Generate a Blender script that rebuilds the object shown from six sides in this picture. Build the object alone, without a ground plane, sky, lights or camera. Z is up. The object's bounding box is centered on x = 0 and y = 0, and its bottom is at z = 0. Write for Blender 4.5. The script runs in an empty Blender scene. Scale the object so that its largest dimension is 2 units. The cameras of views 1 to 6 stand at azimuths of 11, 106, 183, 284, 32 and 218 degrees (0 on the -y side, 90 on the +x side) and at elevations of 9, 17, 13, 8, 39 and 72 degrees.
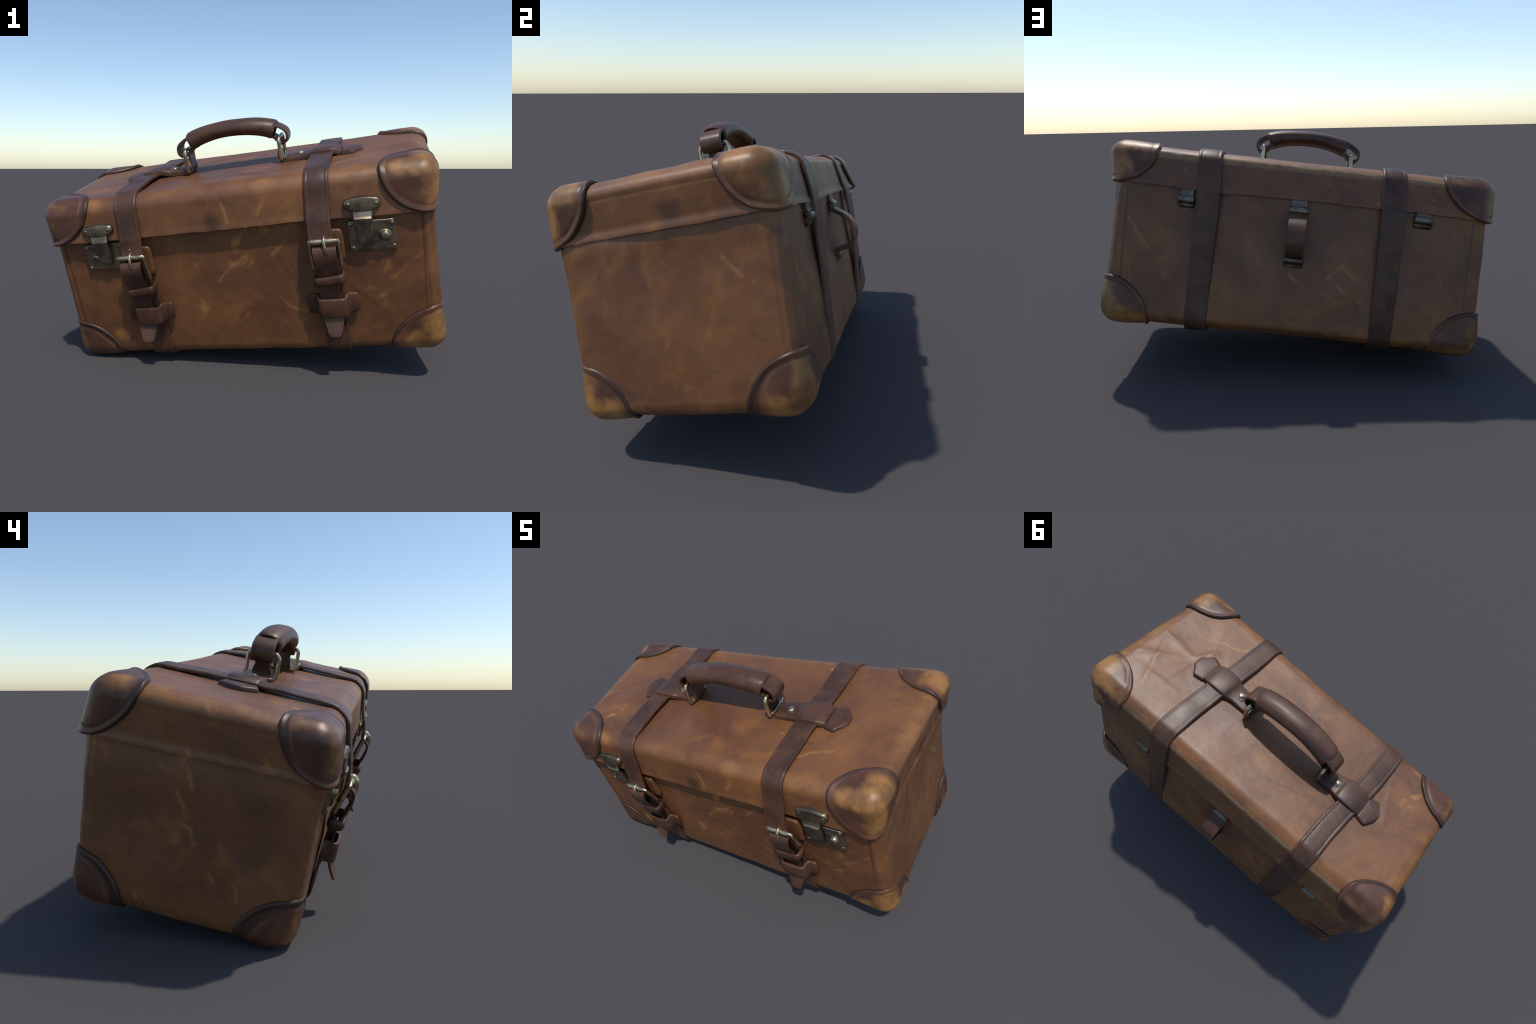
# An old leather travelling case, hanging a little askew in the air: lidded box, eight leather
# corner covers, two buckled straps, two hasp locks, a carrying handle on two rings, hinges behind.
# Everything is modelled in the upright "case frame" (x along the front, y to the back, z = 0 at the
# lid's lower edge), then slightly skewed (the case is out of square) and finally tilted as a whole.
import bpy, math, random
import numpy as np
from mathutils import Matrix, Vector, noise

random.seed(7)
noise.seed_set(11)

# ------------------------------------------------------------------ case frame
A, B, H, D = 0.91, 0.43, 0.226, 0.64      # half length, half width, lid height, body depth
INS = 0.015                               # the body stands this far inside the lid
R_LID, R_BODY = 0.068, 0.054              # edge rounding
TILT = (math.radians(11.882), math.radians(-6.865), math.radians(-0.258))
PLACE = Vector((-0.0214, -0.0417, 0.8054))

# the eight true corners of the battered box plus the lid edge (front left, front right, back right, back left)
LID_EDGE = np.array([(-0.909, -0.450, 0.010), (0.909, -0.460, 0.004), (0.938, 0.455, 0.024), (-0.943, 0.458, 0.008)])
LID_TOP = np.array([(-0.921, -0.420, 0.200), (0.924, -0.432, 0.215), (0.964, 0.440, 0.218), (-0.948, 0.413, 0.213)])
FLOOR = np.array([(-0.940, -0.437, -0.628), (0.940, -0.470, -0.673), (0.957, 0.441, -0.677), (-0.955, 0.446, -0.656)])


def bilinear(corner, x, y):
    u, v = x / A, y / B
    w = ((1 - u) * (1 - v) / 4, (1 + u) * (1 - v) / 4, (1 + u) * (1 + v) / 4, (1 - u) * (1 + v) / 4)
    return sum(w[i][:, None] * corner[i] for i in range(4))


def skew(P):
    """upright case frame -> out-of-square case"""
    P = np.asarray(P, float)
    x, y, z = P[:, 0], P[:, 1], P[:, 2]
    e, t, f = bilinear(LID_EDGE, x, y), bilinear(LID_TOP, x, y), bilinear(FLOOR, x, y)
    up = np.clip(z / H, 0, 1)[:, None]
    dn = np.clip(-z / D, 0, 1)[:, None]
    out = np.where(z[:, None] >= 0, e + (t - e) * up, e + (f - e) * dn)
    out[:, 2] += np.maximum(z - H, 0) + np.minimum(z + D, 0)
    # the lid edge waves a little
    near = np.exp(-(z / 0.13) ** 2)
    back = np.clip(y / B, 0, 1)
    front = np.clip(-y / B, 0, 1)
    out[:, 2] += near * back * (-0.009 * np.exp(-((x - 0.45) / 0.25) ** 2) + 0.005 * np.exp(-((x + 0.5) / 0.25) ** 2))
    out[:, 2] += near * front * (0.004 * np.exp(-((x - 0.3) / 0.25) ** 2) - 0.004 * np.exp(-((x - 0.68) / 0.15) ** 2))
    return out


# ------------------------------------------------------------------ mesh helpers
def smooth01(e0, e1, x):
    t = np.clip((x - e0) / (e1 - e0), 0, 1)
    return t * t * (3 - 2 * t)


def nz(P, scale, seed=0.0):
    P = np.asarray(P) * scale + seed
    return np.array([noise.noise(Vector(p)) for p in P])


ROOT = None


def mesh_object(name, verts, faces, mat, parent=None, sharp=42, skewed=True, recalc=True):
    V = skew(verts) if skewed else np.asarray(verts)
    me = bpy.data.meshes.new(name)
    me.from_pydata([tuple(v) for v in V], [], [tuple(f) for f in faces])
    me.validate()
    if recalc:
        import bmesh
        bm = bmesh.new()
        bm.from_mesh(me)
        bmesh.ops.remove_doubles(bm, verts=bm.verts, dist=1e-6)
        bmesh.ops.recalc_face_normals(bm, faces=bm.faces)
        bm.to_mesh(me)
        bm.free()
    me.shade_smooth()
    if sharp:
        me.set_sharp_from_angle(angle=math.radians(sharp))
    me.materials.append(mat)
    ob = bpy.data.objects.new(name, me)
    bpy.context.scene.collection.objects.link(ob)
    ob.parent = parent or ROOT
    return ob


def spline(points, step=0.012, closed=False):
    """Catmull-Rom through the points, resampled evenly"""
    P = np.asarray(points, float)
    n = len(P)
    idx = (lambda i: P[i % n]) if closed else (lambda i: P[min(max(i, 0), n - 1)])
    out = []
    for i in range(n if closed else n - 1):
        p0, p1, p2, p3 = idx(i - 1), idx(i), idx(i + 1), idx(i + 2)
        k = max(2, int(np.linalg.norm(p2 - p1) / step) + 1)
        for t in np.arange(k) / k:
            out.append(0.5 * (2 * p1 + (p2 - p0) * t + (2 * p0 - 5 * p1 + 4 * p2 - p3) * t * t + (3 * p1 - p0 - 3 * p2 + p3) * t ** 3))
    if not closed:
        out.append(P[-1])
    return np.array(out)


def tangents(P, closed=False):
    if closed:
        T = np.roll(P, -1, 0) - np.roll(P, 1, 0)
    else:
        T = np.gradient(P, axis=0)
    return T / np.maximum(np.linalg.norm(T, axis=1), 1e-9)[:, None]


def loft(rings, closed=False, caps=True):
    """rings: list of equal-length closed loops of points"""
    m, n = len(rings), len(rings[0])
    V = np.concatenate(rings)
    F = []
    for i in range(m if closed else m - 1):
        for j in range(n):
            a, b = i * n + j, i * n + (j + 1) % n
            c, d = ((i + 1) % m) * n + (j + 1) % n, ((i + 1) % m) * n + j
            F.append((a, b, c, d))
    if caps and not closed:
        F.append(tuple(range(n - 1, -1, -1)))
        F.append(tuple((m - 1) * n + j for j in range(n)))
    return V, F


def tube(points, radius, closed=False, seg=10, step=0.008, flat=1.0):
    P = spline(points, step, closed)
    T = tangents(P, closed)
    ref = np.array([0.31, 0.27, 0.91])
    rings = []
    prev = None
    for p, t in zip(P, T):
        s = np.cross(t, ref) if prev is None else prev - t * (prev @ t)
        s /= np.linalg.norm(s)
        prev = s
        q = np.cross(t, s)
        a = np.arange(seg) / seg * 2 * math.pi
        rings.append(p + radius * (np.cos(a)[:, None] * s + flat * np.sin(a)[:, None] * q))
    return loft(rings, closed)


def ribbon_section(w, t, border=True, crown=0.08):
    """strap cross-section (side, height): rounded edges, a pressed line along each border"""
    h = w / 2
    half = [(-h, 0.0), (-h - 0.0004, t * 0.55), (-h + t * 0.18, t * 0.9), (-h + t * 0.5, t * 1.04)]
    if border:
        half += [(-h + 0.013, t * 1.06), (-h + 0.0155, t * 0.965), (-h + 0.0175, t * 0.96), (-h + 0.021, t * 1.0)]
    half += [(-h * 0.35, t * (1 + crown))]
    return half + [(-s, n) for s, n in reversed(half)]


def ribbon(path_yz, xc, width, t, border=True, step=0.01, taper=None, wob=0.0):
    """leather strap: path in the y-z plane (underside), x centre and width as functions of the run 0..1"""
    P = spline(path_yz, step)
    T = tangents(P)
    L = np.concatenate([[0], np.cumsum(np.linalg.norm(np.diff(P, axis=0), axis=1))])
    rings = []
    for p, tg, l in zip(P, T, L / L[-1]):
        nrm = np.array([-tg[1], tg[0]])          # outwards for a run going front -> over -> back
        w = width(l)
        sec = ribbon_section(w, t, border)
        dn = wob * noise.noise(Vector((xc(l) * 3, p[0] * 9, p[1] * 9)))
        rings.append(np.array([(xc(l) + s, p[0] + nrm[0] * (h + dn), p[1] + nrm[1] * (h + dn)) for s, h in sec]))
    return loft(rings)


def outline_rounded(pts, r, k=5):
    """round the corners of a polygon"""
    out = []
    n = len(pts)
    for i in range(n):
        p0, p, p1 = (np.array(pts[j % n], float) for j in (i - 1, i, i + 1))
        rr = r[i] if isinstance(r, (list, tuple)) else r
        d0, d1 = p0 - p, p1 - p
        l0, l1 = np.linalg.norm(d0), np.linalg.norm(d1)
        rr = min(rr, l0 * 0.48, l1 * 0.48)
        a, b = p + d0 / l0 * rr, p + d1 / l1 * rr
        for t in np.linspace(0, 1, k):
            out.append((1 - t) ** 2 * a + 2 * t * (1 - t) * p + t * t * b)
    return np.array(out)


def slab(outline, base, thick, bevel, place, dome=0.0, rings_in=5):
    """plate with softened edge: outline (u,v); place(u,v,n) -> point"""
    O = np.array(outline)
    c = O.mean(0)
    size = np.linalg.norm(O - c, axis=1).mean()
    R = []
    R.append((O, base))
    R.append((O, base + thick - bevel))
    for a in (0.35, 0.75, 1.0):
        R.append((c + (O - c) * (1 - bevel * a / size), base + thick - bevel * (1 - math.sin(a * math.pi / 2))))
    for k in range(1, rings_in + 1):
        f = 1 - k / (rings_in + 0.6)
        R.append((c + (O - c) * (1 - bevel / size) * f, base + thick + dome * (1 - f * f)))
    rings = [np.array([place(u, v, n(u, v) if callable(n) else n) for u, v in o]) for o, n in R]
    return loft(rings)


def on_front(u, v, n):
    return (u, -n, v)


def on_back(u, v, n):
    return (u, n, v)


def on_top(u, v, n):
    return (u, v, n)


def join(*parts):
    V, F, o = [], [], 0
    for v, f in parts:
        V.append(np.asarray(v))
        F += [tuple(i + o for i in q) for q in f]
        o += len(v)
    return np.concatenate(V), F


# ------------------------------------------------------------------ rounded boxes
def round_box(P, hx, hy, z0, z1, r):
    """sharp box surface -> rounded box surface; returns points and outward normals"""
    q = np.stack([np.clip(P[:, 0], -hx + r, hx - r), np.clip(P[:, 1], -hy + r, hy - r), np.clip(P[:, 2], z0, z1 - r)], 1)
    if z0 < -0.3:
        q[:, 2] = np.clip(P[:, 2], z0 + r, z1)
    d = P - q
    m = np.abs(d).max(1)
    l = np.linalg.norm(d, axis=1)
    n = d / np.maximum(l, 1e-9)[:, None]
    out = q + n * m[:, None]
    flat = l < 1e-9
    out[flat] = P[flat]
    return out, n


def axis_steps(lo, hi, r, step, k=7):
    a = np.linspace(lo, lo + r, k)
    b = np.linspace(hi - r, hi, k)
    m = np.linspace(lo + r, hi - r, max(2, int((hi - lo - 2 * r) / step) + 1))
    return np.concatenate([a, m[1:-1], b])


def box_grid(hx, hy, z0, z1, r, step):
    X, Y, Z = axis_steps(-hx, hx, r, step), axis_steps(-hy, hy, r, step), axis_steps(z0, z1, r, step)
    key, V, F = {}, [], []

    def vid(p):
        k = (round(p[0], 5), round(p[1], 5), round(p[2], 5))
        if k not in key:
            key[k] = len(V)
            V.append(p)
        return key[k]

    def face(U, W, f):
        ids = [[vid(f(u, w)) for w in W] for u in U]
        for i in range(len(U) - 1):
            for j in range(len(W) - 1):
                F.append((ids[i][j], ids[i + 1][j], ids[i + 1][j + 1], ids[i][j + 1]))

    face(X, Z, lambda u, w: (u, -hy, w))
    face(X, Z, lambda u, w: (u, hy, w))
    face(Y, Z, lambda u, w: (-hx, u, w))
    face(Y, Z, lambda u, w: (hx, u, w))
    face(X, Y, lambda u, w: (u, w, z1))
    face(X, Y, lambda u, w: (u, w, z0))
    return np.array(V), F


def groove(x, x0, w, d):
    return -d * np.exp(-((x - x0) / w) ** 2)


def fold(Q, centre, angle, half, width, depth):
    """a crease along a short line: one side stands a little higher, with a sharp break at the line"""
    c, t = math.cos(angle), math.sin(angle)
    u = (Q[:, 0] - centre[0]) * c + (Q[:, 1] - centre[1]) * t
    v = -(Q[:, 0] - centre[0]) * t + (Q[:, 1] - centre[1]) * c
    along = np.clip(1 - (u / half) ** 2, 0, 1)
    return depth * along * np.where(v >= 0, np.exp(-v / width), np.exp(v / (width * 0.3)))


# ------------------------------------------------------------------ materials
def lin(r, g, b):
    return tuple(((c / 255) / 12.92 if c / 255 <= 0.04045 else ((c / 255 + 0.055) / 1.055) ** 2.4) for c in (r, g, b)) + (1.0,)


class Nodes:
    def __init__(self, name):
        self.mat = bpy.data.materials.new(name)
        self.mat.use_nodes = True
        self.nt = self.mat.node_tree
        self.bsdf = self.nt.nodes["Principled BSDF"]
        self.tc = self.nt.nodes.new("ShaderNodeTexCoord")
        self.co = self.tc.outputs["Object"]

    def new(self, kind, **kw):
        n = self.nt.nodes.new(kind)
        for k, v in kw.items():
            setattr(n, k, v)
        return n

    def link(self, a, b):
        self.nt.links.new(a, b)

    def put(self, sock, v):
        if isinstance(v, (int, float)):
            sock.default_value = v
        elif isinstance(v, tuple):
            sock.default_value = v
        else:
            self.link(v, sock)

    def math(self, op, a, b=0.0, c=None, clamp=False):
        n = self.new("ShaderNodeMath", operation=op, use_clamp=clamp)
        self.put(n.inputs[0], a)
        self.put(n.inputs[1], b)
        if c is not None:
            self.put(n.inputs[2], c)
        return n.outputs[0]

    def mapping(self, scale=(1, 1, 1), rot=(0, 0, 0), loc=(0, 0, 0), co=None):
        n = self.new("ShaderNodeMapping", vector_type="TEXTURE")
        self.link(co or self.co, n.inputs[0])
        scale = tuple(1 / q for q in scale)
        n.inputs["Scale"].default_value = scale
        n.inputs["Rotation"].default_value = rot
        n.inputs["Location"].default_value = loc
        return n.outputs[0]

    def noise(self, scale, detail=4, rough=0.55, dist=0.0, co=None):
        n = self.new("ShaderNodeTexNoise")
        self.link(co or self.co, n.inputs["Vector"])
        n.inputs["Scale"].default_value = scale
        n.inputs["Detail"].default_value = detail
        n.inputs["Roughness"].default_value = rough
        n.inputs["Distortion"].default_value = dist
        return n.outputs["Fac"]

    def cracks(self, scale, co=None):
        n = self.new("ShaderNodeTexVoronoi", feature="DISTANCE_TO_EDGE")
        self.link(co or self.co, n.inputs["Vector"])
        n.inputs["Scale"].default_value = scale
        return n.outputs["Distance"]

    def band(self, x, lo, hi):
        n = self.new("ShaderNodeMapRange", interpolation_type="SMOOTHSTEP")
        self.put(n.inputs[0], x)
        n.inputs[1].default_value = lo
        n.inputs[2].default_value = hi
        n.inputs[3].default_value = 0.0
        n.inputs[4].default_value = 1.0
        return n.outputs[0]

    def mix(self, f, a, b, mode="MIX"):
        n = self.new("ShaderNodeMix", data_type="RGBA", blend_type=mode)
        self.put(n.inputs[0], f)
        self.put(n.inputs[6], a)
        self.put(n.inputs[7], b)
        return n.outputs[2]

    def vec(self, op, a, b=None):
        n = self.new("ShaderNodeVectorMath", operation=op)
        self.put(n.inputs[0], a)
        if b is not None:
            self.put(n.inputs[1], b)
        return n.outputs["Value" if op in ("DOT_PRODUCT", "LENGTH", "DISTANCE") else "Vector"]

    def xyz(self, co=None):
        n = self.new("ShaderNodeSeparateXYZ")
        self.link(co or self.co, n.inputs[0])
        return n.outputs

    def warp(self, scale, amount):
        n = self.new("ShaderNodeTexNoise")
        self.link(self.co, n.inputs["Vector"])
        n.inputs["Scale"].default_value = scale
        n.inputs["Detail"].default_value = 3
        v = self.new("ShaderNodeVectorMath", operation="SUBTRACT")
        self.link(n.outputs["Color"], v.inputs[0])
        v.inputs[1].default_value = (0.5, 0.5, 0.5)
        m = self.new("ShaderNodeVectorMath", operation="MULTIPLY_ADD")
        self.link(v.outputs[0], m.inputs[0])
        m.inputs[1].default_value = (amount,) * 3
        self.link(self.co, m.inputs[2])
        return m.outputs[0]

    def bump(self, h, strength, dist=0.01):
        n = self.new("ShaderNodeBump")
        self.link(h, n.inputs["Height"])
        n.inputs["Strength"].default_value = strength
        n.inputs["Distance"].default_value = dist
        self.link(n.outputs[0], self.bsdf.inputs["Normal"])

    def finish(self, colour, rough, metallic=0.0, spec=0.5):
        self.put(self.bsdf.inputs["Base Color"], colour)
        self.put(self.bsdf.inputs["Roughness"], rough)
        self.bsdf.inputs["Metallic"].default_value = metallic
        self.bsdf.inputs["Specular IOR Level"].default_value = spec
        return self.mat


def hide_material(name):
    """tan hide of the case: mottled, scuffed, with pale cracks, dark stains and worn edges"""
    n = Nodes(name)
    w = n.warp(3.0, 0.25)
    big = n.noise(2.3, 5, 0.6, 0.6)
    mid = n.noise(8.0, 5, 0.6, 0.8, w)
    col = n.mix(n.band(big, 0.32, 0.68), lin(95, 59, 36), lin(117, 76, 43))
    col = n.mix(n.math("MULTIPLY", n.band(mid, 0.48, 0.72), 0.45), col, lin(82, 53, 38))
    streak = n.noise(5.0, 4, 0.6, 0.4, n.mapping((0.45, 1.3, 1.3), (0.0, -0.8, 0.6)))
    col = n.mix(n.math("MULTIPLY", n.band(streak, 0.52, 0.72), 0.5), col, lin(142, 92, 44))
    # short soft diagonal scuffs in two directions, only here and there
    here = n.band(n.noise(2.3, 2, 0.5, 0.0, n.mapping(loc=(4.1, 2.2, 0.7))), 0.42, 0.62)
    sc1 = n.band(n.noise(7.0, 3, 0.55, 0.5, n.mapping((0.35, 1.5, 1.5), (0.0, -0.7, 0.6), (2.0, 0.3, 5.0))), 0.62, 0.76)
    sc2 = n.band(n.noise(8.0, 3, 0.55, 0.6, n.mapping((0.35, 1.5, 1.5), (0.0, 0.8, -0.6), (8.0, 3.3, 1.0))), 0.64, 0.78)
    crack = n.math("MULTIPLY", here, n.math("MAXIMUM", sc1, sc2))
    col = n.mix(n.math("MULTIPLY", crack, 0.62), col, lin(176, 122, 62))
    scuff = n.band(n.noise(4.5, 4, 0.65, 1.0, n.mapping(loc=(1.7, 5.5, 3.1))), 0.56, 0.76)
    col = n.mix(n.math("MULTIPLY", scuff, 0.35), col, lin(140, 94, 46))
    stain = n.band(n.noise(3.0, 4, 0.6, 0.8, n.mapping(loc=(7.3, 0.4, 9.0))), 0.56, 0.74)
    col = n.mix(n.math("MULTIPLY", stain, 0.28), col, lin(66, 44, 34))
    # marks this case has got in use: pale scratches (from, to), pale rubs and dark stains (place, radius)
    broken = n.band(n.noise(15, 4, 0.6), 0.30, 0.62)
    wob = n.warp(14.0, 0.035)
    scratches = [((-0.93, 0.052, -0.012), (-0.932, 0.072, -0.073)), ((-0.93, 0.045, -0.02), (-0.932, 0.018, -0.10)), ((-0.936, 0.074, -0.13), (-0.937, 0.043, -0.172)),
                 ((-0.937, 0.043, -0.172), (-0.939, 0.019, -0.223)), ((-0.941, 0.049, -0.244), (-0.94, -0.003, -0.259)), ((-0.94, -0.003, -0.259), (-0.942, -0.02, -0.314)),
                 ((-0.945, -0.19, -0.42), (-0.946, -0.205, -0.475)), ((0.936, 0.217, -0.108), (0.938, 0.258, -0.169)), ((0.938, 0.258, -0.169), (0.940, 0.314, -0.213)),
                 ((-0.175, 0.448, -0.359), (-0.242, 0.450, -0.285)), ((-0.242, 0.450, -0.285), (-0.315, 0.449, -0.344)), ((-0.225, 0.448, -0.382), (-0.321, 0.446, -0.476)),
                 ((0.016, 0.448, -0.342), (-0.049, 0.447, -0.411)), ((0.836, 0.451, -0.156), (0.727, 0.448, -0.297)), ((0.142, -0.441, 0.05), (0.175, -0.438, 0.13)),
                 ((-0.013, -0.442, 0.12), (0.0, -0.446, 0.04)), ((0.44, -0.29, 0.217), (0.62, -0.20, 0.217)), ((0.70, -0.456, -0.30), (0.842, -0.456, -0.188)), ((0.18, -0.452, -0.15), (0.24, -0.452, -0.09))]
    marks = None
    for a, b in scratches:
        flat = [0.15 if (k == 0 and abs(a[0]) > 0.9) or (k == 1 and abs(a[1]) > 0.43) or (k == 2 and a[2] > 0.2) else 1.0 for k in range(3)]
        ab = [(q - p) * f for p, q, f in zip(a, b, flat)]
        v = n.vec("MULTIPLY", n.vec("SUBTRACT", wob, a), tuple(flat))
        t = n.math("MULTIPLY", n.vec("DOT_PRODUCT", v, tuple(ab)), 1 / sum(q * q for q in ab), clamp=True)
        off = n.new("ShaderNodeVectorMath", operation="SCALE")
        off.inputs[0].default_value = ab
        n.put(off.inputs["Scale"], t)
        m = n.band(n.vec("LENGTH", n.vec("SUBTRACT", v, off.outputs[0])), 0.015, 0.0)
        marks = m if marks is None else n.math("MAXIMUM", marks, m)
    col = n.mix(n.math("MULTIPLY", n.math("MULTIPLY", marks, broken), 0.42), col, lin(168, 122, 68))
    for place, r, tone, amount in (((-0.185, -0.449, -0.392), 0.040, lin(166, 120, 68), 0.6), ((-0.671, -0.441, -0.52), 0.055, lin(160, 110, 54), 0.6), ((-0.652, -0.424, 0.188), 0.07, lin(160, 112, 60), 0.5),
                                   ((0.18, -0.43, 0.19), 0.08, lin(156, 108, 62), 0.4), ((0.933, 0.052, 0.078), 0.075, lin(44, 32, 26), 0.6), ((-0.068, -0.445, 0.043), 0.07, lin(40, 28, 22), 0.7)):
        m = n.band(n.vec("DISTANCE", n.warp(9.0, 0.07), place), r, r * 0.2)
        col = n.mix(n.math("MULTIPLY", m, amount), col, tone)
    # rubbed edges of the box
    s = n.xyz()
    ax, ay, z = n.math("ABSOLUTE", s[0]), n.math("ABSOLUTE", s[1]), s[2]
    ex, ey = n.band(ax, 0.83, 0.92), n.band(ay, 0.355, 0.43)
    et, eb = n.band(z, 0.15, 0.215), n.band(z, -0.57, -0.65)
    ez = n.math("MAXIMUM", et, eb)
    edge = n.math("MAXIMUM", n.math("MULTIPLY", ex, ez), n.math("MULTIPLY", ey, ez))
    edge = n.math("MAXIMUM", edge, n.math("MULTIPLY", n.math("MULTIPLY", ex, ey), 0.35))
    rub = n.math("MULTIPLY", edge, n.band(n.noise(9.0, 5, 0.65, 0.5), 0.40, 0.66))
    col = n.mix(n.math("MULTIPLY", rub, 0.55), col, lin(150, 104, 54))
    # dark line coloured along the seams: the border strips of the body's corners
    seam = n.math("MAXIMUM", n.math("MULTIPLY", n.band(n.math("ABSOLUTE", n.math("SUBTRACT", ax, 0.853)), 0.008, 0.001), n.band(z, 0.0, -0.01)), 0.0)
    col = n.mix(n.math("MULTIPLY", seam, 0.6), col, lin(50, 36, 30))
    # frayed pale cut edge of the top panel, at the back
    fray = n.math("MULTIPLY", n.band(s[1], 0.36, 0.40), n.math("MULTIPLY", n.band(z, 0.145, 0.165), n.band(z, 0.19, 0.178)))
    fray = n.math("MULTIPLY", fray, n.band(n.noise(14, 4, 0.7, 0.4), 0.32, 0.5))
    col = n.mix(n.math("MULTIPLY", fray, 0.75), col, lin(142, 114, 78))
    rough = n.math("ADD", 0.36, n.math("MULTIPLY", n.noise(5.0, 4, 0.6), 0.22))
    rough = n.math("ADD", rough, n.math("MULTIPLY", crack, 0.15))
    h = n.math("ADD", n.math("MULTIPLY", n.noise(26, 4, 0.6), 0.35), n.math("MULTIPLY", n.noise(120, 2, 0.5), 0.10))
    h = n.math("SUBTRACT", h, n.math("MULTIPLY", crack, 0.35))
    n.bump(h, 0.25, 0.006)
    return n.finish(col, rough)


def strap_material(name):
    """dark brown harness leather"""
    n = Nodes(name)
    col = n.mix(n.band(n.noise(7, 4, 0.6, 0.5), 0.35, 0.65), lin(62, 40, 29), lin(84, 55, 39))
    col = n.mix(n.math("MULTIPLY", n.band(n.noise(14, 4, 0.6, 0.8), 0.58, 0.76), 0.5), col, lin(110, 72, 46))
    rough = n.math("ADD", 0.34, n.math("MULTIPLY", n.noise(9.0, 3), 0.2))
    n.bump(n.noise(45, 4, 0.6), 0.12, 0.004)
    return n.finish(col, rough, spec=0.42)


def cover_material(name):
    """corner leather: red-brown, rubbed to ochre on the corner itself, dark rim"""
    n = Nodes(name)
    s = n.xyz()
    ax, ay, z = n.math("ABSOLUTE", s[0]), n.math("ABSOLUTE", s[1]), s[2]
    a = n.math("MULTIPLY", n.math("SUBTRACT", 0.93, ax), 1 / 0.245)
    b = n.math("MULTIPLY", n.math("SUBTRACT", 0.445, ay), 1 / 0.19)
    low = n.math("MULTIPLY", n.math("ADD", z, 0.66), 1 / 0.22)
    top = n.math("MULTIPLY", n.math("SUBTRACT", 0.235, z), 1 / 0.245)
    c = n.math("MINIMUM", n.math("ABSOLUTE", low), n.math("ABSOLUTE", top))
    a, b, c = (n.math("MAXIMUM", q, 0.0) for q in (a, b, c))
    far = n.math("SQRT", n.math("ADD", n.math("ADD", n.math("MULTIPLY", a, a), n.math("MULTIPLY", b, b)), n.math("MULTIPLY", c, c)))
    # closeness to an edge of the box: the second smallest of a, b, c is small there
    mid = n.math("MAXIMUM", n.math("MINIMUM", a, b), n.math("MINIMUM", n.math("MAXIMUM", a, b), c))
    col = n.mix(n.band(n.noise(6, 4, 0.6, 0.5), 0.35, 0.68), lin(72, 45, 33), lin(94, 60, 43))
    patch = n.noise(7.5, 5, 0.65, 0.9)
    region = n.math("ADD", n.noise(1.9, 1, 0.4, 0.0, n.mapping(loc=(3.3, 0.8, 6.1))), n.math("SUBTRACT", n.math("MULTIPLY", s[0], 0.24), 0.04))
    worn = n.math("SUBTRACT", n.math("ADD", n.math("ADD", patch, 0.0), n.math("MULTIPLY", region, 0.50)), n.math("SUBTRACT", n.math("MULTIPLY", mid, 1.35), 0.14))
    worn = n.math("MULTIPLY", n.band(worn, 0.42, 0.78), n.band(far, 1.0, 0.72))
    ochre = n.mix(n.band(n.noise(11, 4, 0.6), 0.35, 0.65), lin(118, 82, 44), lin(158, 112, 62))
    col = n.mix(n.math("MULTIPLY", worn, 0.85), col, ochre)
    line = n.math("MULTIPLY", n.band(n.math("ABSOLUTE", n.math("SUBTRACT", far, 0.90)), 0.035, 0.005), n.band(n.noise(10, 3), 0.35, 0.6))
    col = n.mix(n.math("MULTIPLY", line, 0.4), col, lin(124, 92, 66))
    col = n.mix(n.math("MULTIPLY", n.band(far, 0.95, 1.0), 0.75), col, lin(52, 37, 29))
    rough = n.math("ADD", 0.32, n.math("MULTIPLY", n.noise(8.0, 3), 0.2))
    n.bump(n.noise(38, 4, 0.6), 0.14, 0.004)
    return n.finish(col, rough, spec=0.42)


def metal_material(name, dark, light, smooth):
    """tarnished nickelled steel with a brassy cast"""
    n = Nodes(name)
    t = n.noise(14, 5, 0.65, 0.6)
    col = n.mix(n.band(t, 0.35, 0.7), dark, light)
    col = n.mix(n.math("MULTIPLY", n.band(n.noise(38, 3, 0.6), 0.56, 0.75), 0.5), col, lin(92, 72, 54))
    rough = n.math("ADD", smooth, n.math("MULTIPLY", n.noise(22, 4, 0.6), 0.24))
    n.bump(n.math("ADD", n.noise(22, 3, 0.5), n.math("MULTIPLY", n.noise(60, 3, 0.6), 0.3)), 0.16, 0.006)
    return n.finish(col, rough, metallic=0.92)


HIDE = hide_material("scuffed_tan_hide")
STRAP = strap_material("dark_harness_leather")
COVER = cover_material("worn_corner_leather")
METAL = metal_material("tarnished_lock_metal", lin(106, 94, 80), lin(152, 137, 114), 0.24)
DARK = metal_material("dull_hinge_metal", lin(84, 77, 68), lin(126, 117, 104), 0.28)
BRIGHT = metal_material("rubbed_buckle_metal", lin(160, 144, 116), lin(206, 190, 158), 0.16)

# ------------------------------------------------------------------ the thing itself
ROOT = bpy.data.objects.new("suitcase", None)
ROOT.rotation_euler = TILT
ROOT.location = PLACE
ROOT["label"] = "old brown leather suitcase with straps, buckles, locks and corner covers"
ROOT["category"] = "travel suitcase"
bpy.context.scene.collection.objects.link(ROOT)


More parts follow.
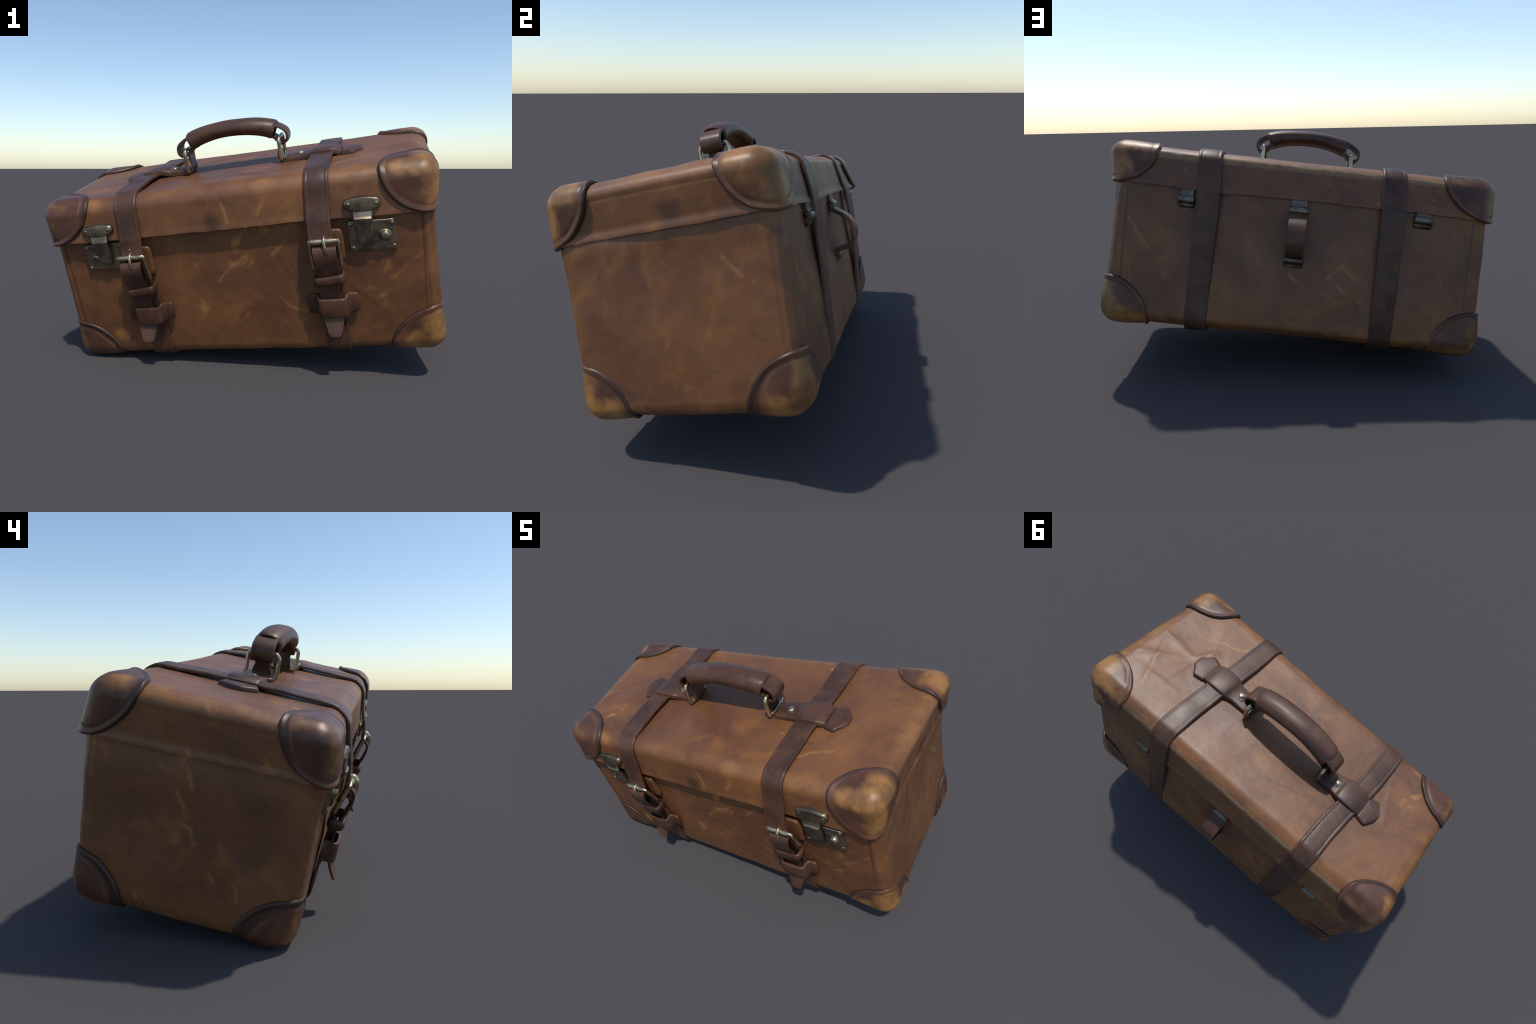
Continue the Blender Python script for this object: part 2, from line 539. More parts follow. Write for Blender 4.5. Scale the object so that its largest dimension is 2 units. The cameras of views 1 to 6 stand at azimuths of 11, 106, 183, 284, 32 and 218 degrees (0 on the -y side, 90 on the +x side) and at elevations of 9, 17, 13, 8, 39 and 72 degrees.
def build_body():
    hx, hy = A - INS, B - INS
    P, F = box_grid(hx, hy, -D, 0.03, R_BODY, 0.009)
    V, n = round_box(P, hx, hy, -D, 0.03, R_BODY)
    flat = np.linalg.norm(n, axis=1) < 0.5
    n[flat] = (0, 0, 1)
    x, y, z = P.T
    fb = smooth01(0.75, 0.95, np.abs(n[:, 1]))
    sd = smooth01(0.75, 0.95, np.abs(n[:, 0]))
    wall = np.maximum(fb, sd)
    d = 0.0045 * nz(V, 2.6, 3.0) * (1 - 0.6 * fb * (y < 0)) + 0.0026 * nz(V, 7.0, 9.0) + 0.0009 * nz(V, 24.0, 1.0)
    d -= 0.012 * fb * (y < 0) * smooth01(-0.38, -0.10, z) * smooth01(0.80, 0.60, np.abs(x + 0.12))
    d -= 0.004 * fb * (y < 0) * np.exp(-((x + 0.05) / 0.35) ** 2) * np.exp(-((z + 0.3) / 0.25) ** 2)
    rnd = random.Random(8)
    for k in range(34):                      # slanting folds in the front and back
        side = -1 if k % 2 else 1
        m = fb * (np.sign(y) == side)
        d += m * fold(V[:, [0, 2]], (rnd.uniform(-0.75, 0.75), rnd.uniform(-0.55, -0.1)), rnd.uniform(0.5, 1.1) * (1 if rnd.random() < 0.7 else -1), rnd.uniform(0.05, 0.15), rnd.uniform(0.012, 0.03), rnd.uniform(0.0015, 0.003))
    # sewn strips along the upright corners and the bottom of the ends
    d += 0.013 * fb * (y > 0) * smooth01(-0.10, -0.42, z) * smooth01(0.80, 0.45, np.abs(x + 0.0)) * smooth01(-D, -D + 0.08, z + 0.03)
    d += 0.010 * sd * (x < 0) * np.exp(-((z + 0.09) / 0.10) ** 2) * smooth01(0.40, 0.25, np.abs(y))
    d += 0.008 * sd * (x > 0) * smooth01(0.0, -0.28, y)
    d += 0.007 * sd * (x > 0) * np.exp(-((z + 0.02) / 0.06) ** 2)
    d += fb * (groove(np.abs(x), 0.848, 0.006, 0.0055) + 0.002 * smooth01(0.85, 0.862, np.abs(x)))
    d += sd * (groove(np.abs(y), 0.378, 0.005, 0.0045) + 0.002 * smooth01(0.38, 0.39, np.abs(y)))
    d += sd * groove(z, -0.60, 0.005, 0.003)
    V = V + n * (d * smooth01(0.03, 0.0, z))[:, None]
    mesh_object("body", V, F, HIDE, sharp=None)


def build_lid():
    P, F = box_grid(A, B, 0.0, H, R_LID, 0.009)
    V, n = round_box(P, A, B, 0.0, H, R_LID)
    x, y, z = P.T
    under = (z < 1e-6) & (np.abs(x) < A - 1e-6) & (np.abs(y) < B - 1e-6)
    sd = smooth01(0.6, 0.95, np.abs(n[:, 0]))
    bk = smooth01(0.6, 0.95, n[:, 1])
    fr = smooth01(0.6, 0.95, -n[:, 1])
    tp = smooth01(0.8, 0.97, n[:, 2])
    d = 0.0040 * nz(V, 2.4, 13.0) + 0.0020 * nz(V, 7.5, 29.0) + 0.0006 * nz(V, 32.0, 1.0)
    d -= 0.007 * tp * smooth01(0.75, 0.3, np.abs(x)) * smooth01(0.12, -0.10, y) * smooth01(-0.42, -0.25, y)
    rnd = random.Random(5)
    for k in range(16):                      # the lid has buckled into flat facets near one end
        cx, cy = (0.69, 0.05) if k < 10 else (rnd.uniform(-0.8, 0.3), rnd.uniform(-0.2, 0.2))
        a = rnd.uniform(0, math.pi)
        d += tp * fold(V[:, :2], (cx + rnd.uniform(-0.12, 0.12), cy + rnd.uniform(-0.18, 0.18)), a, rnd.uniform(0.08, 0.22), rnd.uniform(0.02, 0.05), rnd.uniform(0.003, 0.006) * (1 if k < 10 else 0.5))
    ragged = 0.006 * nz(V * np.array([1, 1, 0.2]), 18, 4.0) + 0.004 * nz(V * np.array([1, 1, 0.2]), 45, 4.0)
    # the top panel is lapped over the ends and the back and stitched there
    d += sd * (0.003 * smooth01(0.160, 0.168, z) + groove(z, 0.160, 0.004, 0.002))
    d += bk * (0.004 * smooth01(0.164, 0.170, z + ragged) + groove(z + ragged, 0.163, 0.005, 0.003))
    d += tp * (groove(np.abs(x), 0.862, 0.006, 0.003))
    # rolled welt along the lower edge
    d += (1.6 * sd + bk + 0.4 * fr) * (0.0045 * smooth01(0.026, 0.018, z) + groove(z, 0.028, 0.004, 0.002))
    d[under] = 0
    V = V + n * d[:, None]
    V[:, 2] += 0.0045 * nz(V * np.array([1, 1, 0.1]), 10.0, 31.0) * smooth01(0.03, 0.0, z)
    mesh_object("lid", V, F, HIDE, sharp=50)


def build_corner_covers():
    sectors = 22
    th = np.linspace(0, math.pi / 2, sectors, endpoint=False)
    ring = [(math.cos(t), math.sin(t), 0.0) for t in th] + [(0.0, math.cos(t), math.sin(t)) for t in th] + [(math.sin(t), 0.0, math.cos(t)) for t in th]
    ring = np.array(ring)
    S = np.concatenate([np.linspace(0.02, 0.80, 17), [0.84, 0.865, 0.885, 0.905, 0.925, 0.945, 0.962, 0.978, 0.990, 0.998, 1.0]])
    for lid in (True, False):
        hx, hy = (A, B) if lid else (A - INS, B - INS)
        z0, z1, r = (-0.2, H, R_LID) if lid else (-D, 0.03, R_BODY + 0.008)
        ex = (0.238, 0.19, 0.238) if lid else (0.235, 0.205, 0.21)
        for sx in (-1, 1):
            for sy in (-1, 1):
                # every cover is stuffed a little differently
                base, puff = {(True, -1): (0.0125, 0.002), (True, 1): (0.014, 0.004), (False, -1): (0.009, 0.004), (False, 1): (0.0115, 0.005 + 0.004 * (sx > 0))}[(lid, sy)]
                seed = 3.1 * sx + 7.7 * sy + (20 if lid else 0)

                def surface(s, off):
                    wav = 1 + 0.02 * np.array([noise.noise(Vector((q[0] * 2.2 + seed, q[1] * 2.2, q[2] * 2.2))) for q in ring])
                    o = ring * s * wav[:, None]
                    p = np.stack([sx * (hx - o[:, 0] * ex[0]), sy * (hy - o[:, 1] * ex[1]),
                                  (z1 - o[:, 2] * ex[2]) if lid else (z0 + o[:, 2] * ex[2])], 1)
                    v, n = round_box(p, hx, hy, z0, z1, r)
                    if off < 0.004:
                        return v + n * off
                    lump = 0.006 * nz(v, 6.0, seed) * (1 - s ** 4) + (0.0022 * nz(v, 17.0, seed) if s > 0.85 else 0.0)
                    return v + n * (off + lump)[:, None]

                rings = []
                for s in S:
                    pillow = base + puff * ((1 - s ** 2) if lid else math.exp(-((s - 0.5) / 0.3) ** 2))
                    rim = 0.0026 * math.exp(-((s - 0.962) / 0.03) ** 2) - 0.002 * math.exp(-((s - 0.87) / 0.025) ** 2)
                    edge = math.sqrt(max(0.0, 1 - max(0.0, (s - 0.955) / 0.045) ** 2)) if s > 0.955 else 1.0
                    rings.append(surface(s, 0.003 + (pillow + rim - 0.003) * edge))
                for s in (0.99, 0.93, 0.85, 0.7):
                    rings.append(surface(s, 0.0015))
                V, F = loft(rings, caps=False)
                k = len(ring)
                F.append(tuple(range(k - 1, -1, -1)))
                mesh_object("corner_cover", V, F, COVER, sharp=None)


def arc(cy, cz, r, a0, a1, k=5):
    return [(cy + r * math.cos(math.radians(a)), cz + r * math.sin(math.radians(a))) for a in np.linspace(a0, a1, k)]


def build_strap(xf, xb, slack):
    """one long strap from the front buckle over the lid, down the back and under the floor;
    xf, xb: x centre at the front and at the back"""
    g = 0.003
    r = R_LID + g
    path = [(-0.463, -0.088), (-0.455, -0.055), (-0.446, 0.0), (-0.438, 0.06), (-B - g, 0.12)]
    path += arc(-B + R_LID, H - R_LID, r, 172, 98, 5)
    path += [(-0.30, H + 0.007), (-0.17, H + 0.009), (-0.04, H + 0.012), (0.06, H + 0.011), (0.18, H + 0.008), (0.30, H + 0.005)]
    path += arc(B - R_LID, H - R_LID, r, 82, 8, 5)
    path += [(B + g + 0.001, 0.11), (B + g + 0.003, 0.03), (0.431 + slack * 0.7, -0.10), (0.4255 + slack * 1.1, -0.28), (0.421 + slack * 0.9, -0.46)]
    path += arc(B - INS - R_BODY, -D + R_BODY, R_BODY + 0.004, -2, -88, 5)
    path += [(0.25, -D - 0.004), (0.12, -D - 0.0045), (0.0, -D - 0.0045)]
    L = 3.25

    def xc(l):
        return xf + (xb - xf) * float(smooth01(0.20, 0.42, np.array(l)))

    def width(l):
        return 0.108 + 0.006 * math.exp(-((l - 0.5) / 0.12) ** 2) + 0.004 * noise.noise(Vector((l * 22, xf * 5, 2.0)))

    V, F = ribbon(path, xc, width, 0.0125, wob=0.0045)
    return mesh_object("strap", V, F, STRAP, sharp=35)


def build_strap_end(xu, xl, flip):
    """the lower strap: from under the floor up the front, through the buckle, folded down again"""
    path = [(0.0025, -D - 0.0035), (-0.15, -D - 0.004), (-0.30, -D - 0.003)]
    path += arc(-B + INS + R_BODY, -D + R_BODY, R_BODY + 0.003, -92, -178, 5)
    path += [(-0.420, -0.50), (-0.424, -0.40), (-0.430, -0.30), (-0.440, -0.225)]
    n0 = len(path)
    path += [(-0.455, -0.155), (-0.466, -0.114), (-0.478, -0.102), (-0.491, -0.106), (-0.500, -0.122), (-0.503, -0.150), (-0.495, -0.190),
             (-0.480, -0.235), (-0.468, -0.285), (-0.463, -0.34), (-0.466, -0.40), (-0.475, -0.44), (-0.490, -0.478), (-0.501, -0.502), (-0.506, -0.515)]
    P = spline(path, 0.01)
    Lall = np.concatenate([[0], np.cumsum(np.linalg.norm(np.diff(P, axis=0), axis=1))])
    turn = Lall[np.argmin(np.linalg.norm(P - np.array((-0.491, -0.106)), axis=1))] / Lall[-1]

    def xc(l):
        return xl + (xu - xl) * float(smooth01(turn - 0.22, turn, np.array(l))) + flip * 0.012 * float(smooth01(turn + 0.05, 1.0, np.array(l)))

    def width(l):
        rest = (1 - l) * Lall[-1]
        w = 0.106 - 0.010 * float(smooth01(turn - 0.05, turn + 0.1, np.array(l)))
        w -= 0.034 * float(smooth01(0.11, 0.0, np.array(rest)))
        w -= 0.026 * (max(0.0, 1 - rest / 0.022)) ** 2
        return w

    # the run goes back -> front -> up, so the outside is on the other hand
    T = tangents(P)
    rings = []
    for p, tg, l in zip(P, T, Lall / Lall[-1]):
        nrm = np.array([tg[1], -tg[0]])
        out = -1 if l < turn else -1
        t = 0.010
        sec = ribbon_section(width(l), t, border=True)
        rings.append(np.array([(xc(l) + s, p[0] + out * nrm[0] * h, p[1] + out * nrm[1] * h) for s, h in sec]))
    V, F = loft(rings)
    return mesh_object("strap_end", V, F, STRAP, sharp=35)


def build_buckle(xc):
    w = 0.062
    y0, z0, y1, z1 = -0.475, -0.081, -0.440, -0.207
    k = 0.016
    pts = []
    for (u, v) in outline_rounded([(-w, 0), (w, 0), (w, 1), (-w, 1)], 0.001, 2):
        pts.append((xc + u, y0 + (y1 - y0) * v, z0 + (z1 - z0) * v))
    P = []
    for i in range(len(pts)):
        a, b = np.array(pts[i]), np.array(pts[(i + 1) % len(pts)])
        P += [a, a * 0.75 + b * 0.25, a * 0.25 + b * 0.75] if np.linalg.norm(b - a) > 0.03 else [(a + b) / 2]
    frame = mesh_object("buckle", *tube(P, 0.0098, closed=True, seg=12, step=0.006, flat=1.1), BRIGHT, sharp=None)
    for a, b in ((-0.052, -0.010), (0.012, 0.052)):
        R = [(xc + a, y0, z0), (xc + (a + b) / 2, y0 - 0.001, z0), (xc + b, y0, z0)]
        mesh_object("roller", *tube(R, 0.0125, seg=14), BRIGHT, frame, sharp=50)
    px = xc + 0.003
    prong = [(px, y0 + 0.006, z0 - 0.012), (px, y0 + 0.011, z0 + 0.004), (px, y0 + 0.001, z0 + 0.014), (px, y0 - 0.014, z0 + 0.006), (px, y0 - 0.020, z0 - 0.014), (px + 0.001, y0 - 0.022, z0 - 0.030), (px + 0.002, y0 - 0.020, z0 - 0.044)]
    V, F = tube(prong, 0.0115, seg=12, step=0.004, flat=0.72)
    mesh_object("prong", V, F, BRIGHT, frame, sharp=None)
    return frame


def build_buckle_facing(xu):
    O = outline_rounded([(xu - 0.045, -0.198), (xu + 0.086, -0.192), (xu + 0.082, -0.048), (xu - 0.045, -0.046)], 0.022, 5)
    mesh_object("buckle_facing", *slab(O, 0.408, 0.018, 0.007, on_front, dome=0.003), HIDE, sharp=60)


def rivet(x, y, z, r, h, place, name="rivet", parent=None, mat=None, seg=18):
    rings = []
    for a in (0.0, 0.25, 0.5, 0.7, 0.85, 0.95):
        q = r * math.cos(a * math.pi / 2)
        rings.append([(x + q * math.cos(t), y + q * math.sin(t), z + h * math.sin(a * math.pi / 2)) for t in np.arange(seg) / seg * 2 * math.pi])
    rings.insert(0, [(x + r * math.cos(t), y + r * math.sin(t), z - 0.004) for t in np.arange(seg) / seg * 2 * math.pi])
    V, F = loft([np.array([place(*p) for p in ring]) for ring in rings])
    return mesh_object(name, V, F, mat or METAL, parent, sharp=60)


def build_keepers(xk, xs):
    """wide leather keeper riveted to the case, and the narrow loose loop above it"""
    # profile across x: flap, ramp, raised middle, ramp, flap
    w, m = 0.114, 0.058
    prof = [(-w, 0.428), (-w + 0.02, 0.429), (-m - 0.016, 0.430), (-m - 0.004, 0.443), (-m + 0.002, 0.467), (-m + 0.012, 0.4755), (0.0, 0.478), (m - 0.012, 0.4755), (m - 0.002, 0.467), (m + 0.004, 0.443), (m + 0.016, 0.430), (w - 0.02, 0.429), (w, 0.428)]
    P = spline(prof, 0.006)
    T = tangents(P)
    zc, half, t = -0.384, 0.046, 0.011
    rings = []
    n = len(P)
    for i, (p, tg) in enumerate(zip(P, T)):
        nrm = np.array([-tg[1], tg[0]])
        end = min(i, n - 1 - i) / 3.0
        hh = half - 0.010 * max(0.0, 1 - end) ** 2 - 0.002 * (abs(p[0]) < m)
        drop = -0.004 * (1 if abs(p[0]) < m else 0)
        sec = [(-hh, 0.0), (-hh - 0.0003, t * 0.55), (-hh + 0.002, t * 0.9), (-hh + 0.006, t * 1.03), (0, t * 1.08), (hh - 0.006, t * 1.03), (hh - 0.002, t * 0.9), (hh + 0.0003, t * 0.55), (hh, 0.0)]
        rings.append(np.array([(xk + p[0] + nrm[0] * h, -(p[1] + nrm[1] * h), zc + drop + s) for s, h in sec]))
    mesh_object("keeper", *loft(rings), STRAP, sharp=40)
    # loose loop: closed band round both layers of strap
    path = outline_rounded([(-0.058, -0.480), (0.058, -0.480), (0.060, -0.434), (-0.060, -0.434)], 0.012, 5)
    zl, hw = -0.258, 0.021
    rings = []
    c = path.mean(0)
    T = tangents(path, True)
    for p, tg in zip(path, T):
        nrm = np.array([tg[1], -tg[0]])
        t = 0.009
        sec = [(-hw, 0), (-hw, t * 0.5), (-hw * 0.85, t * 0.95), (-hw * 0.3, t * 1.25), (hw * 0.3, t * 1.25), (hw * 0.85, t * 0.95), (hw, t * 0.5), (hw, 0)]
        rings.append(np.array([(xs + p[0] + nrm[0] * h, p[1] + nrm[1] * h, zl + s + 0.006 * (p[0] / 0.058)) for s, h in sec]))
    mesh_object("strap_loop", *loft(rings, closed=True), STRAP, sharp=40)


def build_lock(xp, xt, knob_x, knob_z, knob_r, hole, sink):
    """plate on the body, hasp hinged on the lid with its tongue falling over the plate, key knob"""
    plate = outline_rounded([(xp - 0.103, -0.152), (xp + 0.103, -0.152), (xp + 0.103, -0.017), (xp - 0.103, -0.017)], 0.018, 5)
    base = 0.406 - sink
    lock = mesh_object("lock", *slab(plate, base, 0.026, 0.005, on_front, dome=-0.002), METAL, sharp=45)
    # hasp head: wide pad, rounder below
    head = outline_rounded([(xt - 0.084, 0.052), (xt - 0.040, 0.026), (xt + 0.040, 0.026), (xt + 0.084, 0.052), (xt + 0.078, 0.088), (xt + 0.02, 0.098), (xt - 0.02, 0.098), (xt - 0.078, 0.088)], 0.022, 4)
    mesh_object("hasp", *slab(head, 0.428, 0.022, 0.010, on_front, dome=0.002), METAL, lock, sharp=50)
    tongue = [(q - sink * min(1.0, max(0.0, (0.03 - v) / 0.08)), v) for q, v in ((0.440, 0.040), (0.4435, 0.022), (0.449, 0.004), (0.4545, -0.002), (0.453, -0.012), (0.4475, -0.040), (0.443, -0.080), (0.440, -0.112), (0.435, -0.120))]
    P = spline(tongue, 0.006)
    T = tangents(P)
    rings = []
    for p, tg in zip(P, T):
        nrm = np.array([-tg[1], tg[0]])
        f = np.clip((0.03 - p[1]) / 0.15, 0, 1)
        hw = 0.042 - 0.010 * f - 0.006 * max(0, (f - 0.93) / 0.07) ** 2
        t = 0.006
        peak = 0.004 * math.exp(-((p[1] + 0.095) / 0.02) ** 2)
        sec = [(-hw, -t), (-hw, t * 0.2), (-hw * 0.9, t * 0.8), (0, t + peak), (hw * 0.9, t * 0.8), (hw, t * 0.2), (hw, -t)]
        rings.append(np.array([(xt + s + 0.006 * f, -(p[0] + nrm[0] * h), p[1] + nrm[1] * h) for s, h in sec]))
    mesh_object("hasp_tongue", *loft(rings), METAL, lock, sharp=35)
    seg = 20
    prof = [(1.25, 0.426), (1.25, 0.433), (1.05, 0.4355), (1.0, 0.437), (0.97, 0.443), (0.86, 0.4475), (0.55, 0.4505), (0.25, 0.4515)]
    if hole:
        prof += [(0.22, 0.4505), (0.20, 0.440)]
    else:
        prof += [(0.05, 0.4517)]
    rings = [np.array([on_front(knob_x + knob_r * q * math.cos(t), knob_z + knob_r * q * math.sin(t), n - sink) for t in np.arange(seg) / seg * 2 * math.pi]) for q, n in prof]
    mesh_object("lock_knob", *loft(rings), METAL, lock, sharp=50)
    for dx, dz in ((-0.088, -0.033), (-0.086, -0.137), (0.088, -0.036), (0.087, -0.136)):
        if abs(xp + dx - knob_x) + abs(dz - knob_z) > 0.05:
            rivet(xp + dx, dz, base + 0.025, 0.0085, 0.0045, on_front, parent=lock)
    for dx in (-0.058, 0.058):
        rivet(xt + dx, 0.066, 0.4485, 0.010, 0.005, on_front, parent=lock)


def build_handle():
    xl, xr = -0.232, 0.199
    xm, half = (xl + xr) / 2, (xr - xl) / 2
    # grip: a rolled sheet of leather, broader below, arched
    rings = []
    n = 46
    for i in range(n):
        u = -1 + 2 * i / (n - 1)
        x = xm + half * u
        zt = 0.461 - 0.026 * u * u - 0.010 * u ** 4
        zb = 0.381 - 0.038 * u * u - 0.006 * abs(u) ** 5
        zc, hz = (zt + zb) / 2, (zt - zb) / 2
        hw = 0.066 - 0.002 * u * u
        lean = -0.072 * u                      # sections stay square to the arch
        end = max(0.0, (abs(u) - 0.955) / 0.045)
        ring = []
        for a in np.arange(40) / 40 * 2 * math.pi:
            c, s = math.cos(a), math.sin(a)
            cy = math.copysign(abs(c) ** 0.78, c)
            cz = math.copysign(abs(s) ** 0.9, s)
            wide = 1.0 + 0.06 * max(0.0, -s) - 0.10 * max(0.0, s)
            k = 1 - 0.10 * end ** 2
            dz = hz * cz * k
            tuck = -0.006 * math.exp(-((s + 1) / 0.05) ** 2)        # closing seam underneath
            wr = 0.0018 * noise.noise(Vector((x * 9, c * 1.3, s * 1.3))) + 0.0016 * math.exp(-((a - 1.15) / 0.06) ** 2) * -1
            ring.append((x + dz * 0.40 * u, -0.009 - 0.006 * (1 - u * u) + hw * cy * wide * k + c * wr, zc + dz - tuck + s * wr))
        rings.append(np.array(ring))
    # dished ends so that the leather reads as a sleeve
    for side in (0, -1):
        c = rings[side].mean(0)
        inner1 = c + (rings[side] - c) * 0.86
        inner2 = c + (rings[side] - c) * 0.80 + np.array((0.018 if side == 0 else -0.018, 0, 0))
        rings = [inner2, inner1] + rings if side == 0 else rings + [inner1, inner2]
    grip = mesh_object("handle_grip", *loft(rings), STRAP, sharp=50)
    for s, xe, xq in ((1, xr, 0.257), (-1, xl, -0.296)):
        ring_x = xe + s * 0.012 if s > 0 else xe - 0.020
        # end loop of the handle strap round the ring's upper bar
        out = xq - xe
        path = [(xe - s * 0.030, 0.402), (xe + s * 0.004, 0.4015), (xe + out * 0.45, 0.391), (xe + out * 0.85, 0.371), (xq - s * 0.003, 0.346), (xq - s * 0.010, 0.325), (xe + out * 0.50, 0.318), (xe + out * 0.25, 0.330), (xe - s * 0.004, 0.352), (xe - s * 0.030, 0.358)]
        P = spline(path, 0.006)
        T = tangents(P)
        rr = []
        for p, tg in zip(P, T):
            nrm = np.array([-tg[1], tg[0]]) * s
            hw, t = 0.051, 0.010
            sec = [(-hw, -0.002), (-hw - 0.0004, t * 0.5), (-hw + 0.003, t * 0.95), (0, t * 1.1), (hw - 0.003, t * 0.95), (hw + 0.0004, t * 0.5), (hw, -0.002)]
            rr.append(np.array([(p[0] + nrm[0] * h, -0.006 + q, p[1] + nrm[1] * h) for q, h in sec]))
        mesh_object("handle_loop", *loft(rr), STRAP, grip, sharp=50)
        # rectangular ring
        yf, yb, zt, zb = -0.078, 0.063, 0.346, 0.234
        xt = xe + s * (0.020 if s > 0 else 0.024)
        xb = xt + s * 0.002
        loopy = [(yf, zb), (yb, zb), (yb, zt), (yf, zt)]
        pts = [(xb + (xt - xb) * (v - zb) / (zt - zb), u, v) for u, v in outline_rounded(loopy, 0.026, 4)]
        mesh_object("handle_ring", *tube(pts, 0.0096, closed=True, seg=12, step=0.006), BRIGHT, grip, sharp=None)
        # inner leather between the ring's sides
        path = [(xt - s * 0.012, 0.236), (xt - s * 0.016, 0.256), (xt - s * 0.010, 0.290), (xt - s * 0.004, 0.325)]
        P = spline(path, 0.008)
        rr = []
        for p in P:
            hw = 0.044 - 0.010 * math.exp(-((p[1] - 0.298) / 0.022) ** 2)
            rr.append(np.array([(p[0] + dx, -0.006 + q, p[1]) for q, dx in ((-hw, -0.004), (-hw - 0.001, 0), (-hw, 0.004), (0, 0.005), (hw, 0.004), (hw + 0.001, 0), (hw, -0.004), (0, -0.005))]))
        mesh_object("handle_chape", *loft(rr), STRAP, grip, sharp=50)


def build_handle_tab(s, xs, tip_x, bolt_x, yc):
    """leather anchor: tongue from the ring, riveted, over the strap, ending in a pointed tab"""
    inner = xs - s * 0.185
    prof = [(inner, 0.234), (inner + s * 0.02, 0.236), (xs - s * 0.092, 0.239), (xs - s * 0.066, 0.243), (xs - s * 0.050, 0.2505), (xs - s * 0.02, 0.2540), (xs + s * 0.02, 0.2540), (xs + s * 0.048, 0.250), (xs + s * 0.064, 0.242), (xs + s * 0.078, 0.238)]
    P = spline(prof, 0.007)
    T = tangents(P)
    rr = []
    n = len(P)
    for i, (p, tg) in enumerate(zip(P, T)):
        nrm = np.array([-tg[1], tg[0]]) * s
        over = math.exp(-((p[0] - xs) / 0.075) ** 4)
        hw = 0.056 + 0.016 * over
        t = 0.011
        low = -0.016
        sec = [(-hw, low), (-hw - 0.0005, t * 0.4), (-hw + 0.003, t * 0.85), (-hw + 0.010, t * 1.05), (0, t * 1.12), (hw - 0.010, t * 1.05), (hw - 0.003, t * 0.85), (hw + 0.0005, t * 0.4), (hw, low)]
        rr.append(np.array([(p[0] + (nrm[0] * h if h > 0 else 0), yc + q, p[1] + (nrm[1] * h if h > 0 else h)) for q, h in sec]))
    tab = mesh_object("handle_anchor", *loft(rr), STRAP, sharp=45)
    # pointed end
    x0 = xs + s * 0.076
    pts = [(x0, yc - 0.070), (x0, yc + 0.070), (x0 + s * 0.058, yc + 0.082), (tip_x + s * 0.008, yc + 0.022), (tip_x + s * 0.010, yc - 0.026), (x0 + s * 0.056, yc - 0.088)]
    if s < 0:
        pts = pts[::-1]
    end = outline_rounded(pts, 0.010, 4)
    mesh_object("anchor_end", *slab(end, 0.215, 0.029, 0.009, on_top, dome=0.003), STRAP, tab, sharp=60)
    # washer and rivet
    pad = outline_rounded([(bolt_x - 0.026, yc - 0.03), (bolt_x + 0.026, yc - 0.03), (bolt_x + 0.026, yc + 0.026), (bolt_x - 0.026, yc + 0.026)], 0.008, 4)
    mesh_object("anchor_pad", *slab(pad, 0.240, 0.012, 0.004, on_top), STRAP, tab, sharp=50)
    rivet(bolt_x, yc - 0.004, 0.2525, 0.019, 0.009, on_top, parent=tab, mat=BRIGHT)


def build_hinge(xc, w, z_top, z_roll, z_bot):
    """strap hinge at the back: flat neck, rolled knuckle, short lower leaf"""
    path = [(0.424, z_top + 0.012), (0.426, z_top), (0.428, z_roll + 0.020), (0.432, z_roll + 0.012), (0.440, z_roll + 0.006), (0.441, z_roll - 0.008), (0.434, z_roll - 0.016), (0.428, z_roll - 0.020), (0.425, z_bot + 0.006), (0.417, z_bot)]
    P = spline(path, 0.004)
    T = tangents(P)
    rr = []
    for p, tg in zip(P, T):
        nrm = np.array([-tg[1], tg[0]])
        hw = w / 2 - (0.006 if p[1] > z_roll + 0.014 else 0) - 0.004 * max(0.0, 1 - (p[1] - z_bot) / 0.012)
        sec = [(-hw, -0.012), (-hw, 0.001), (-hw + 0.003, 0.004), (hw - 0.003, 0.004), (hw, 0.001), (hw, -0.012)]
        rr.append(np.array([(xc + q, p[0] + nrm[0] * h, p[1] + nrm[1] * h) for q, h in sec]))
    return mesh_object("hinge", *loft(rr), DARK, sharp=40)


